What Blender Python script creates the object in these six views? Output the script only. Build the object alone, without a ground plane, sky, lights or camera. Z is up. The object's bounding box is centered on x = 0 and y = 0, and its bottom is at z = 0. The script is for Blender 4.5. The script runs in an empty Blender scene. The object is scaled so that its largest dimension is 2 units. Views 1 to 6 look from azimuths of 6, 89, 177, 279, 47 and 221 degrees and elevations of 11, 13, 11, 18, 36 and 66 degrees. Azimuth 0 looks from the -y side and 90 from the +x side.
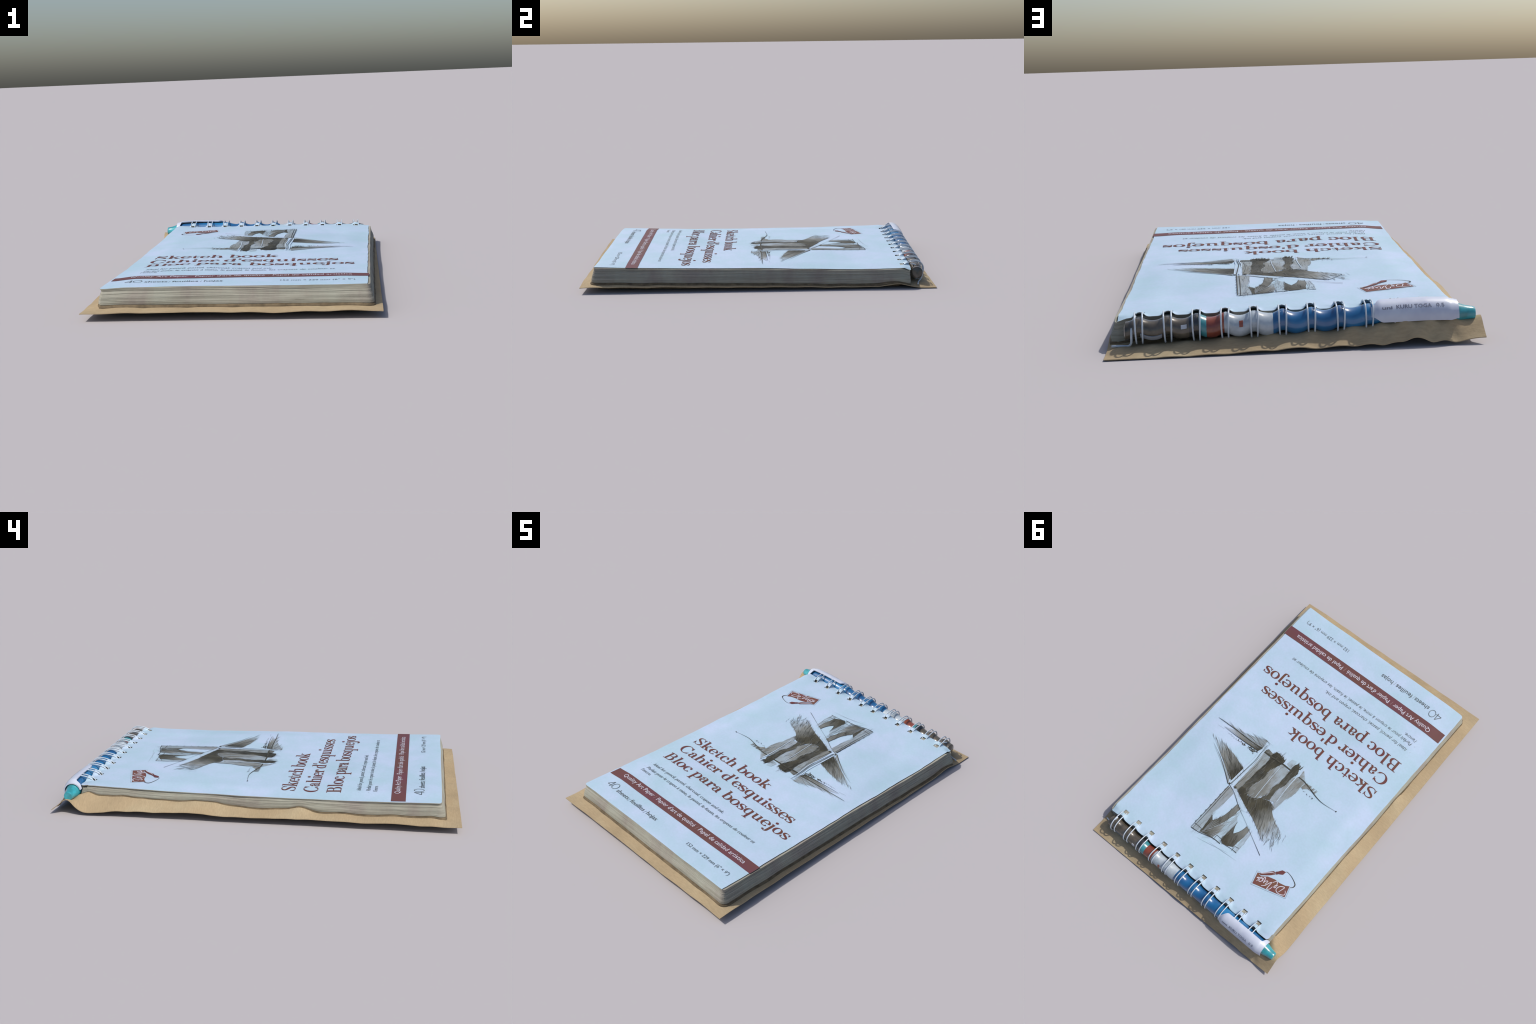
"""A spiral-bound pocket sketch book lying on a sheet of kraft card, with a
pen pushed through its wire binding.  Everything is built from profiles,
strokes and rules; all colours are node materials on object coordinates."""
import bpy, bmesh, math, random
import numpy as np
from mathutils import Vector, noise as mnoise

random.seed(11)
rng = np.random.default_rng(11)

# ------------------------------------------------------------------ frame
# book frame (u to the right, v towards the binding), turned a little on the card
TURN = 0.0152
BX, BY = 0.0235, -0.025
CT, ST = math.cos(TURN), math.sin(TURN)
def world(u, v, z):
    return (BX + CT * u + ST * v, BY - ST * u + CT * v, z)
def local(x, y):
    x, y = x - BX, y - BY
    return CT * x - ST * y, ST * x + CT * y
def smooth(t):
    t = min(1.0, max(0.0, t))
    return t * t * (3 - 2 * t)
def prof(p, t):
    """piecewise profile (list of (t, value), rising t), eased between points"""
    if t <= p[0][0]:
        return p[0][1]
    for (a, va), (b, vb) in zip(p, p[1:]):
        if t <= b:
            return va + (vb - va) * (t - a) / (b - a)
    return p[-1][1]

HALF_U, HALF_V = 0.595, 0.889          # half size of the book
RING_U = [0.506 - 0.1005 * k for k in range(11)]
PEN_V = 0.930
RING_Z = [(-0.69, 0.087), (-0.62, 0.090), (-0.57, 0.099), (-0.50, 0.1015), (-0.30, 0.100), (0.0, 0.0945), (0.56, 0.087)]   # loop centres
PEN_REST = [(-0.69, 0.087), (-0.62, 0.090), (-0.57, 0.0955), (-0.50, 0.098), (-0.33, 0.095), (-0.22, 0.081), (0.0, 0.075), (0.3, 0.073), (0.56, 0.071)]
def at_ring(u, w=.02):
    return max(math.exp(-((u - r) / w) ** 2) for r in RING_U)
def pen_axis(u):
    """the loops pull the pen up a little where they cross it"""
    a, b = prof(PEN_REST, u), prof(RING_Z, u) - .003
    return a + max(0.0, b - a) * at_ring(u, .025)

# ------------------------------------------------------------------ heights
CARD_X, CARD_Y = 0.660, 0.9985
def card_control():
    pts = []
    for x, z in [(-.66, .037), (-.55, .037), (-.44, .040), (-.3, .0385), (-.19, .040), (-.05, .038), (.07, .037), (.19, .032),
                 (.26, .034), (.34, .037), (.44, .036), (.51, .0395), (.60, .035), (.66, .032)]:
        pts.append((x, -CARD_Y, z))
    for y, z in [(-.84, .032), (-.62, .029), (-.35, .026), (-.16, .023), (.03, .021), (.2, .018), (.39, .014), (.52, .013), (.68, .014),
                 (.73, .021), (.77, .026), (.805, .025), (.84, .017), (.87, .010), (.91, .004), (.95, .002)]:
        pts.append((CARD_X, y, z))
    for x, z in [(.66, .003), (.58, .003), (.485, .003), (.40, .004), (.32, .006), (.2, .007), (.1, .010), (.03, .0145), (-.03, .0145),
                 (-.09, .010), (-.19, .012), (-.267, .016), (-.345, .019), (-.393, .027), (-.453, .021), (-.526, .017), (-.6, .017), (-.66, .021)]:
        pts.append((x, CARD_Y, z))
    for y, z in [(.975, .038), (.949, .060), (.931, .075), (.915, .079), (.899, .070), (.884, .053), (.865, .035), (.84, .021), (.805, .017), (.735, .023),
                 (.614, .032), (.476, .035), (.38, .040), (.27, .042), (.19, .036), (.13, .033), (0, .033), (-.12, .037), (-.227, .038),
                 (-.41, .038), (-.536, .035), (-.626, .039), (-.72, .039), (-.81, .035), (-.91, .035)]:
        pts.append((-CARD_X, y, z))
    # where the card meets the foot of the book
    for u in [-.58, -.4, -.2, 0, .2, .4, .58]:
        x, y, _ = world(u, -.889, 0); pts.append((x, y, .050 if u < .5 else .044))
        pts.append((x, y - .03, .041))
    for v, z in [(-.75, .043), (-.55, .040), (-.3, .036), (-.1, .032), (.1, .029), (.3, .026), (.5, .022), (.66, .023), (.75, .036), (.80, .036), (.85, .022)]:
        x, y, _ = world(.590, v, 0); pts.append((x, y, z))
    for v, z in [(.84, .094), (.81, .084), (.76, .082), (.66, .087), (.56, .077), (.46, .074), (.30, .080), (.2, .077), (.08, .060), (-.1, .058), (-.165, .064), (-.215, .076), (-.255, .066),
                 (-.30, .051), (-.42, .053), (-.66, .055), (-.85, .057)]:
        x, y, _ = world(-.600, v, 0); pts.append((x, y, z))
    for u in [-.4, -.1, .2, .45]:
        for v in [-.6, -.2, .2, .6]:
            pts.append((u, v, .04))
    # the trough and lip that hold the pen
    for x, za, zb, zc, zd in [(.62, .014, .010, .007, .004), (.5, .022, .016, .011, .005), (.38, .028, .022, .014, .007), (.24, .034, .030, .019, .010), (.08, .039, .036, .025, .014), (-.06, .042, .044, .034, .019),
                              (-.2, .048, .056, .048, .024), (-.30, .054, .066, .066, .034), (-.38, .056, .074, .084, .046), (-.47, .058, .076, .086, .042), (-.55, .060, .074, .072, .034)]:
        pts += [(x, .885, za), (x, .935, zb + (.010 if x > -.25 else .006)), (x, .955, zc + .006), (x, .976, zd + .002)]
    pts += [(-.60, .90, .066), (-.60, .93, .070), (-.60, .965, .045), (-.635, .915, .073), (-.60, .87, .085), (-.63, .86, .055), (-.63, .83, .045)]
    return np.array(pts)
CP = card_control()
def _k(d2):
    return np.sqrt(d2 + 0.02 ** 2)
_D = ((CP[:, None, :2] - CP[None, :, :2]) ** 2).sum(-1)
_W = np.linalg.solve(_k(_D) + 1e-4 * np.eye(len(CP)), CP[:, 2] - .035)
def card_z(xs, ys):
    xs, ys = np.atleast_1d(xs), np.atleast_1d(ys)
    out = np.zeros(len(xs))
    for i in range(0, len(xs), 4000):
        d = (xs[i:i + 4000, None] - CP[None, :, 0]) ** 2 + (ys[i:i + 4000, None] - CP[None, :, 1]) ** 2
        out[i:i + 4000] = _k(d) @ _W + .035
    return np.maximum(out, 0.003)

Z_LEFT = [(-.9, .127), (-.66, .120), (-.41, .115), (0, .1135), (.29, .115), (.46, .116), (.66, .122), (.89, .127)]
Z_RIGHT = [(-.9, .135), (-.665, .127), (-.35, .122), (.03, .117), (.25, .112), (.44, .108), (.66, .107), (.77, .107), (.89, .110)]
Z_MID = [(-.9, .133), (-.82, .134), (-.7, .131), (-.42, .1245), (-.28, .1195), (0, .1220), (.3, .1245), (.65, .1225), (.8, .120), (.89, .118)]
def cover_z(u, v):
    wl = 1 - smooth((u + HALF_U) / .13)
    wr = 1 - smooth((HALF_U - u) / .15)
    z = prof(Z_MID, v) * (1 - wl - wr) + prof(Z_LEFT, v) * wl + prof(Z_RIGHT, v) * wr
    z -= .0150 * math.exp(-((u - .42) / .18) ** 2 - ((v - .60) / .22) ** 2) * (1 - .6 * wr)     # shallow dip near the binding corner
    z += .0095 * math.exp(-((u + .24) / .20) ** 2 - ((v + .43) / .14) ** 2)                      # swell under the title
    z += 0.0021 * mnoise.noise((u * 3.1, v * 3.1, 4.0)) + 0.0011 * mnoise.noise((u * 9, v * 9, 1.0))
    if v > .84:
        lip = smooth((v - .850) / .034)
        z += .002 * smooth((u) / .4 + .5) * lip
        hump = 0
        for ru in RING_U:
            d = abs(u - ru)
            if d < .06:
                hump = max(hump, math.exp(-(d / .0195) ** 2.6))
        top = prof(RING_Z, u) + .0395
        z += (max(0, top - z) * hump - .0035 * (1 - hump)) * lip
        if u > .545:                                   # the bent front corner
            z -= .012 * smooth((u - .545) / .05) * lip
    return z

# ------------------------------------------------------------------ node helpers
def new_mat(name):
    m = bpy.data.materials.new(name); m.use_nodes = True
    nt = m.node_tree; b = nt.nodes["Principled BSDF"]
    return m, nt, b
def nd(nt, kind, **kw):
    n = nt.nodes.new(kind)
    for k, v in kw.items():
        if k in n.inputs: n.inputs[k].default_value = v
        else: setattr(n, k, v)
    return n
def ramp(nt, src, stops):
    r = nt.nodes.new("ShaderNodeValToRGB"); e = r.color_ramp.elements
    e[0].position, e[0].color = stops[0][0], (*stops[0][1], 1)
    e[1].position, e[1].color = stops[-1][0], (*stops[-1][1], 1)
    for p, c in stops[1:-1]:
        x = e.new(p); x.color = (*c, 1)
    nt.links.new(src, r.inputs[0]); return r.outputs[0]
def mapped(nt, scale=(1, 1, 1), rot=0.0):
    tc = nt.nodes.new("ShaderNodeTexCoord"); mp = nt.nodes.new("ShaderNodeMapping")
    mp.inputs["Rotation"].default_value = (0, 0, rot); mp.inputs["Scale"].default_value = scale
    nt.links.new(tc.outputs["Object"], mp.inputs[0]); return mp.outputs[0]
def tex(nt, vec, scale, detail=4.0, rough=.55):
    n = nd(nt, "ShaderNodeTexNoise", Scale=scale, Detail=detail, Roughness=rough)
    nt.links.new(vec, n.inputs["Vector"]); return n.outputs["Fac"]
def mixc(nt, fac, a, b, mode="MIX"):
    m = nt.nodes.new("ShaderNodeMix"); m.data_type = "RGBA"; m.blend_type = mode
    for s, v in ((m.inputs[0], fac), (m.inputs[6], a), (m.inputs[7], b)):
        if hasattr(v, "links"): nt.links.new(v, s)
        elif isinstance(v, (int, float)): s.default_value = v
        else: s.default_value = (*v, 1)
    return m.outputs[2]
def mathn(nt, op, a, b=None, clamp=False):
    m = nt.nodes.new("ShaderNodeMath"); m.operation = op; m.use_clamp = clamp
    for s, v in ((m.inputs[0], a), (m.inputs[1], b)):
        if v is None: continue
        if hasattr(v, "links"): nt.links.new(v, s)
        else: s.default_value = v
    return m.outputs[0]
def bump(nt, b, h, strength, dist):
    n = nd(nt, "ShaderNodeBump", Strength=strength, Distance=dist)
    nt.links.new(h, n.inputs["Height"]); nt.links.new(n.outputs[0], b.inputs["Normal"])

def paper_colour(nt):
    """pale cool cover colour, drifting between a cyan and a lavender tint"""
    v = mapped(nt)
    a = ramp(nt, tex(nt, v, 5.0, 5.0, .6), [(.34, (.360, .500, .590)), (.50, (.390, .510, .625)), (.66, (.430, .522, .665))])
    g = ramp(nt, tex(nt, v, 90, 2.0), [(.3, (.965, .965, .965)), (.7, (1.02, 1.02, 1.02))])
    return mixc(nt, 1.0, a, g, "MULTIPLY")
def mat_paper():
    m, nt, b = new_mat("cover_paper")
    nt.links.new(paper_colour(nt), b.inputs["Base Color"]); b.inputs["Roughness"].default_value = .62
    b.inputs["Specular IOR Level"].default_value = .25
    bump(nt, b, tex(nt, mapped(nt), 11, 3), .10, .01)
    return m
def mat_ink(name, c1, c2, scale=14, rough=.6):
    m, nt, b = new_mat(name)
    nt.links.new(ramp(nt, tex(nt, mapped(nt), scale, 3), [(.35, c1), (.65, c2)]), b.inputs["Base Color"])
    b.inputs["Roughness"].default_value = rough; b.inputs["Specular IOR Level"].default_value = .25
    return m
def mat_graphite(name, d0, d1, p0, p1, hatch, amp=.45, dark=(.026, .025, .018), warm=(.060, .055, .036)):
    """pencil shading: density runs from d0 at p0 to d1 at p1, broken up by grain
    stretched along the hatch angle, and laid over the bare paper colour"""
    m, nt, b = new_mat(name)
    tc = nt.nodes.new("ShaderNodeTexCoord"); sep = nt.nodes.new("ShaderNodeSeparateXYZ")
    nt.links.new(tc.outputs["Object"], sep.inputs[0])
    x0, y0, _ = world(*p0, 0); x1, y1, _ = world(*p1, 0)
    dx, dy = x1 - x0, y1 - y0; q = dx * dx + dy * dy
    t = mathn(nt, "ADD", mathn(nt, "MULTIPLY", mathn(nt, "SUBTRACT", sep.outputs[0], x0), dx / q),
              mathn(nt, "MULTIPLY", mathn(nt, "SUBTRACT", sep.outputs[1], y0), dy / q))
    t = mathn(nt, "MINIMUM", mathn(nt, "MAXIMUM", t, 0.0), 1.0)
    dens = mathn(nt, "ADD", mathn(nt, "MULTIPLY", t, d1 - d0), d0)
    # grain long along the hatch direction
    ng = nd(nt, "ShaderNodeMapping"); ng.inputs["Rotation"].default_value = (0, 0, -(hatch - TURN)); ng.inputs["Scale"].default_value = (1, 5, 1)
    r2 = nd(nt, "ShaderNodeMapping"); r2.inputs["Rotation"].default_value = (0, 0, -(hatch - TURN))
    nt.links.new(tc.outputs["Object"], r2.inputs[0]); ng.inputs["Rotation"].default_value = (0, 0, 0)
    nt.links.new(r2.outputs[0], ng.inputs[0])
    g = tex(nt, ng.outputs[0], 15, 3, .55)
    blot = tex(nt, tc.outputs["Object"], 26, 4, .6)
    grain = mathn(nt, "ADD", mathn(nt, "MULTIPLY", mathn(nt, "SUBTRACT", g, .5), amp * 1.1), mathn(nt, "MULTIPLY", mathn(nt, "SUBTRACT", blot, .5), amp))
    fac = mathn(nt, "ADD", dens, grain, clamp=True)
    ink = ramp(nt, tex(nt, tc.outputs["Object"], 12, 3), [(.35, dark), (.65, warm)])
    half = mathn(nt, "MULTIPLY", fac, 2.0, clamp=True); deep = mathn(nt, "SUBTRACT", mathn(nt, "MULTIPLY", fac, 2.0), 1.0, clamp=True)
    grey = mixc(nt, half, paper_colour(nt), (.190, .198, .185))          # soft grey first, then the dense warm black
    nt.links.new(mixc(nt, deep, grey, ink), b.inputs["Base Color"])
    b.inputs["Roughness"].default_value = .62; b.inputs["Specular IOR Level"].default_value = .25
    bump(nt, b, tex(nt, mapped(nt), 11, 3), .10, .01)
    return m
def mat_kraft():
    m, nt, b = new_mat("kraft_card")
    v = mapped(nt)
    a = ramp(nt, tex(nt, v, 3.2, 4), [(.30, (.335, .260, .162)), (.50, (.372, .287, .178)), (.70, (.410, .335, .215))])
    f = ramp(nt, tex(nt, mapped(nt, (1, 5, 1), .3), 42, 4, .7), [(.3, (.84, .84, .82)), (.72, (1.08, 1.07, 1.06))])
    nt.links.new(mixc(nt, 1.0, a, f, "MULTIPLY"), b.inputs["Base Color"])
    b.inputs["Roughness"].default_value = .8; b.inputs["Specular IOR Level"].default_value = .15
    bump(nt, b, tex(nt, v, 120, 3), .15, .004)
    return m
def mat_pages():
    m, nt, b = new_mat("page_edges")
    lay = tex(nt, mapped(nt, (2.5, 2.5, 120)), 1.0, 4, .7)
    blot = tex(nt, mapped(nt, (1, 1, .4)), 7, 5, .6)
    a = ramp(nt, lay, [(.28, (.25, .246, .215)), (.72, (.365, .362, .330))])  # paper greys darkened partway to the shade on the book's sides
    c = ramp(nt, blot, [(.34, (.86, .78, .76)), (.5, (.97, .95, .88)), (.66, (1.04, 1.06, .98))])
    nt.links.new(mixc(nt, 1.0, a, c, "MULTIPLY"), b.inputs["Base Color"])
    b.inputs["Roughness"].default_value = .85; b.inputs["Specular IOR Level"].default_value = .1
    return m
def mat_plastic(name, c1, c2=None, rough=.25, coat=.5, scale=9, spec=.5):
    m, nt, b = new_mat(name)
    nt.links.new(ramp(nt, tex(nt, mapped(nt), scale, 3), [(.35, c1), (.65, c2 or c1)]), b.inputs["Base Color"])
    b.inputs["Roughness"].default_value = rough; b.inputs["Coat Weight"].default_value = coat; b.inputs["Coat Roughness"].default_value = .12
    b.inputs["Specular IOR Level"].default_value = spec
    return m

# ------------------------------------------------------------------ object helpers
def mesh_obj(name, verts, faces, mat, parent, kind=None, shade=True, mats=None, midx=None):
    me = bpy.data.meshes.new(name); me.from_pydata([tuple(v) for v in verts], [], faces); me.validate()
    for m in (mats or [mat]): me.materials.append(m)
    if midx is not None: me.polygons.foreach_set("material_index", midx)
    me.polygons.foreach_set("use_smooth", [shade] * len(me.polygons)); me.update()
    o = bpy.data.objects.new(name, me); bpy.context.scene.collection.objects.link(o)
    if parent: o.parent = parent
    if kind: o["kind"] = kind
    return o
def empty(name, label, category):
    e = bpy.data.objects.new(name, None); bpy.context.scene.collection.objects.link(e)
    e.empty_display_size = .2; e["label"] = label; e["category"] = category; return e
def sharp(o, deg=35):
    o.data.set_sharp_from_angle(angle=math.radians(deg))

INK_Z = .0011
def drape_mesh(polys, layer, step=0.0, maxlen=.03):
    """polygons in the book frame -> triangles that lie on the cover; each polygon may
    sit `step` above the one before so that crossing strokes never share a plane"""
    V, F = [], []
    for i, p in enumerate(polys):
        bm = bmesh.new()
        try:
            bm.faces.new([bm.verts.new((a, b, 0)) for a, b in p])
        except ValueError:
            bm.free(); continue
        bmesh.ops.triangulate(bm, faces=bm.faces[:])
        for _ in range(6):
            long = [e for e in bm.edges if e.calc_length() > maxlen]
            if not long: break
            bmesh.ops.subdivide_edges(bm, edges=long, cuts=1)
            bmesh.ops.triangulate(bm, faces=[f for f in bm.faces if len(f.verts) > 3])
        base = len(V); bm.verts.index_update()
        for v in bm.verts:
            V.append(world(v.co.x, v.co.y, cover_z(v.co.x, v.co.y) + INK_Z + layer * .00035 + i * step))
        for f in bm.faces:
            f.normal_update(); idx = [base + v.index for v in f.verts]
            F.append(idx if f.normal.z > 0 else idx[::-1])
        bm.free()
    return V, F
def drape(name, polys, mat, parent, layer=0, kind=None, step=0.0, maxlen=.03):
    V, F = drape_mesh(polys, layer, step, maxlen)
    return mesh_obj(name, V, F, mat, parent, kind)

def catmull(pts, n=6):
    P = [Vector((*p, 0)) if len(p) == 2 else Vector(p) for p in pts]
    P = [P[0] * 2 - P[1]] + P + [P[-1] * 2 - P[-2]]
    out = []
    for i in range(1, len(P) - 2):
        a, b, c, d = P[i - 1:i + 3]
        for k in range(n):
            t = k / n
            out.append(.5 * ((2 * b) + (c - a) * t + (2 * a - 5 * b + 4 * c - d) * t * t + (3 * b - a - 3 * c + d) * t ** 3))
    out.append(P[-2]); return out
def ribbon(pts, widths, n=6, spline=True):
    """outline of a brush stroke along pts with a width profile"""
    C = catmull(pts, n) if spline and len(pts) > 2 else [Vector((*p, 0)) for p in pts]
    m = len(C); L, R = [], []
    for i, c in enumerate(C):
        t = (C[min(i + 1, m - 1)] - C[max(i - 1, 0)]); t.normalize()
        s = i / (m - 1) * (len(widths) - 1); k = min(int(s), len(widths) - 2) if len(widths) > 1 else 0
        w = widths[0] if len(widths) == 1 else widths[k] + (widths[k + 1] - widths[k]) * (s - k)
        nrm = Vector((-t.y, t.x, 0)) * (w / 2)
        L.append((c + nrm)[:2]); R.append((c - nrm)[:2])
    return [[L[i], L[i + 1], R[i + 1], R[i]] for i in range(m - 1)]
def quads_drape(name, strokes, mat, parent, layer=0, kind=None, step=.00008):
    """strokes: list of ribbons; every ribbon is one strip on its own thin level"""
    V, F = [], []
    for i, q in enumerate(strokes):
        for f in q:
            base = len(V)
            for a, b in f:
                V.append(world(a, b, cover_z(a, b) + INK_Z + layer * .00035 + (i % 8) * step))
            ar = sum(f[k][0] * f[(k + 1) % len(f)][1] - f[(k + 1) % len(f)][0] * f[k][1] for k in range(len(f)))
            idx = list(range(base, base + len(f))); F.append(idx if ar > 0 else idx[::-1])
    return mesh_obj(name, V, F, mat, parent, kind)

# ------------------------------------------------------------------ materials
M_paper = mat_paper()
M_kraft = mat_kraft()
M_pages = mat_pages()
M_title = mat_ink("title_ink", (.118, .034, .036), (.125, .052, .032), 20)
M_contact_shadow = mat_ink("contact_shadow_brown", (.100, .076, .046), (.165, .125, .075), 30, .85)
M_band = mat_ink("band_ink", (.128, .045, .056), (.122, .052, .044), 5)
M_small = mat_ink("grey_ink", (.085, .102, .110), (.118, .140, .142))
M_pale = mat_ink("reversed_lettering", (.50, .45, .50), (.53, .53, .60))
M_hair = mat_ink("hairline_ink", (.22, .26, .27), (.26, .31, .33))
M_bandhair = mat_ink("band_divider", (.26, .16, .17), (.28, .19, .19))
M_hole = mat_ink("painted_hole_shade", (.030, .032, .025), (.08, .084, .068), 40)  # near-black so the darkness inside the binding holes is painted on
M_wire = mat_plastic("white_coated_wire", (.50, .56, .62), (.42, .49, .56), .35, .3)
M_lead = mat_ink("pencil_dark", (.030, .030, .022), (.060, .056, .040), 30)
M_lead2 = mat_ink("pencil_mid", (.12, .125, .115), (.16, .16, .15), 30)
M_lead3 = mat_ink("pencil_light", (.25, .30, .34), (.28, .33, .38), 30)
M_chalk = mat_ink("bare_paper_line", (.42, .52, .62), (.46, .56, .66), 10)

# ------------------------------------------------------------------ kraft card
def build_card():
    nx, ny = 150, 224
    xs = np.linspace(-CARD_X, CARD_X, nx); ys = np.linspace(-CARD_Y, CARD_Y, ny)
    ex = lambda y: .0014 * mnoise.noise((y * 4, 2, 0)); ey = lambda x: .0012 * mnoise.noise((x * 4, 7, 0))
    X, Y = np.meshgrid(xs, ys)
    for j in range(ny):
        X[j] += ex(ys[j]) * np.sign(X[j]) * (np.abs(X[j]) / CARD_X) ** 8
    for i in range(nx):
        Y[:, i] += ey(xs[i]) * np.sign(Y[:, i]) * (np.abs(Y[:, i]) / CARD_Y) ** 8
    Z = card_z(X.ravel(), Y.ravel())
    Z += np.array([.0010 * mnoise.noise((x * 7, y * 7, 3)) for x, y in zip(X.ravel(), Y.ravel())])
    Z = np.maximum(Z, .003)
    top = np.stack([X.ravel(), Y.ravel(), Z], 1); bot = top.copy(); bot[:, 2] -= .003
    V = np.concatenate([top, bot]); N = nx * ny; F = []
    for j in range(ny - 1):
        for i in range(nx - 1):
            a = j * nx + i; q = [a, a + 1, a + nx + 1, a + nx]
            F.append(q); F.append([N + k for k in q[::-1]])
    rim = [i for i in range(nx)] + [j * nx + nx - 1 for j in range(1, ny)] + [(ny - 1) * nx + i for i in range(nx - 2, -1, -1)] + [j * nx for j in range(ny - 2, 0, -1)]
    for a, b in zip(rim, rim[1:] + rim[:1]): F.append([a, N + a, N + b, b])
    o = mesh_obj("kraft_card_sheet", V, F, M_kraft, None); sharp(o, 50)
    o["label"] = "large wavy sheet of brown kraft card under the book"; o["category"] = "cardboard sheet"
    return o
build_card()

# ------------------------------------------------------------------ sketch book
BOOK = empty("sketch_book", "white spiral bound sketch book with a pencil drawing of a bridge", "sketch book")

def perimeter(hu, hv, r, step=.013):
    """rounded rectangle, counter-clockwise, with outward normals"""
    out = []
    cor = [(hu - r, -hv + r, -90), (hu - r, hv - r, 0), (-hu + r, hv - r, 90), (-hu + r, -hv + r, 180)]
    for k, (cx, cy, a0) in enumerate(cor):
        for s in range(5):
            a = math.radians(a0 + 90 * s / 4); out.append((cx + r * math.cos(a), cy + r * math.sin(a), math.cos(a), math.sin(a)))
        nx_, ny_, b0 = cor[(k + 1) % 4]
        a = math.radians(b0); qx, qy = nx_ + r * math.cos(a), ny_ + r * math.sin(a); px, py = out[-1][:2]
        n = int(math.hypot(qx - px, qy - py) / step)
        for s in range(1, n):
            t = s / n; out.append((px + (qx - px) * t, py + (qy - py) * t, math.cos(a), math.sin(a)))
    return out

def right_waist(u, v):
    """the fore edge on the right is drawn in a little halfway up"""
    return .003 * smooth(u / .59) * (1 - min(1.0, abs(v) / .80) ** 2)
def block_layers(name, t0, t1, S, mat, flare, jit):
    """a pile of sheets: every sheet is a ring with its own small offset"""
    per = perimeter(HALF_U - .001, HALF_V - .002, .012); n = len(per)
    uv = np.array([p[:2] for p in per]); W = np.array([world(u + .012 * a, v + .012 * b, 0) for u, v, a, b in per])
    zb = card_z(W[:, 0], W[:, 1]) - .004; zt = np.array([cover_z(u, v) for u, v in uv]) - .0038
    for i, (u, v) in enumerate(uv):
        if v > .86: zt[i] = min(zt[i], .112)
    zb = np.minimum(zb, zt - .012); V, F = [], []
    for s in range(S):
        off = rng.normal(0, jit); wav = rng.uniform(0, 100); big = .0024 if s > S * .8 else .0010
        for e in (0.0, .86):
            q = (s + e) / S; t = t0 + (t1 - t0) * q
            for i, (u, v, nu, nv) in enumerate(per):
                out = flare(t) * (.2 if nv > .5 else .70 if nu < -.7 else 1.0)
                d = out + off + big * mnoise.noise((u * 3, v * 3, wav)) + .0022 * mnoise.noise((u * 7, v * 7, t * 3)) - right_waist(u, v)
                x, y, _ = world(u + nu * d, v + nv * d, 0)
                V.append((x, y, zb[i] + (zt[i] - zb[i]) * t))
    for r in range(2 * S - 1):
        for i in range(n):
            a, b = r * n + i, r * n + (i + 1) % n; F.append([a, b, b + n, a + n])
    F.append(list(range(n))[::-1])
    top = (2 * S - 1) * n; base = len(V)                # the pile is hollowed under the cover so that the punched holes stay open
    for drop in (.0005, .044):
        for i, (u, v, nu, nv) in enumerate(per):
            x, y, _ = world(u * .968, v * (.985 if v < 0 else .943), 0); V.append((x, y, max(V[top + i][2] - drop, .045 if t1 == 1 else 0)))
    for a0, b0 in ((top, base), (base, base + n)):
        for i in range(n):
            j = (i + 1) % n; F.append([a0 + i, a0 + j, b0 + j, b0 + i])
    F.append([base + n + i for i in range(n)])
    o = mesh_obj(name, V, F, mat, BOOK); sharp(o, 40)
block_layers("page_block", .155, 1.0, 36, M_pages, lambda t: .0190 - .0165 * smooth((t - .25) / .75), .0006)
block_layers("contact_shadow_band", 0.0, .150, 3, M_contact_shadow, lambda t: .0285 - .06 * t, .0006)  # slab modelled for the dark contact shadow round the book's foot

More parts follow.
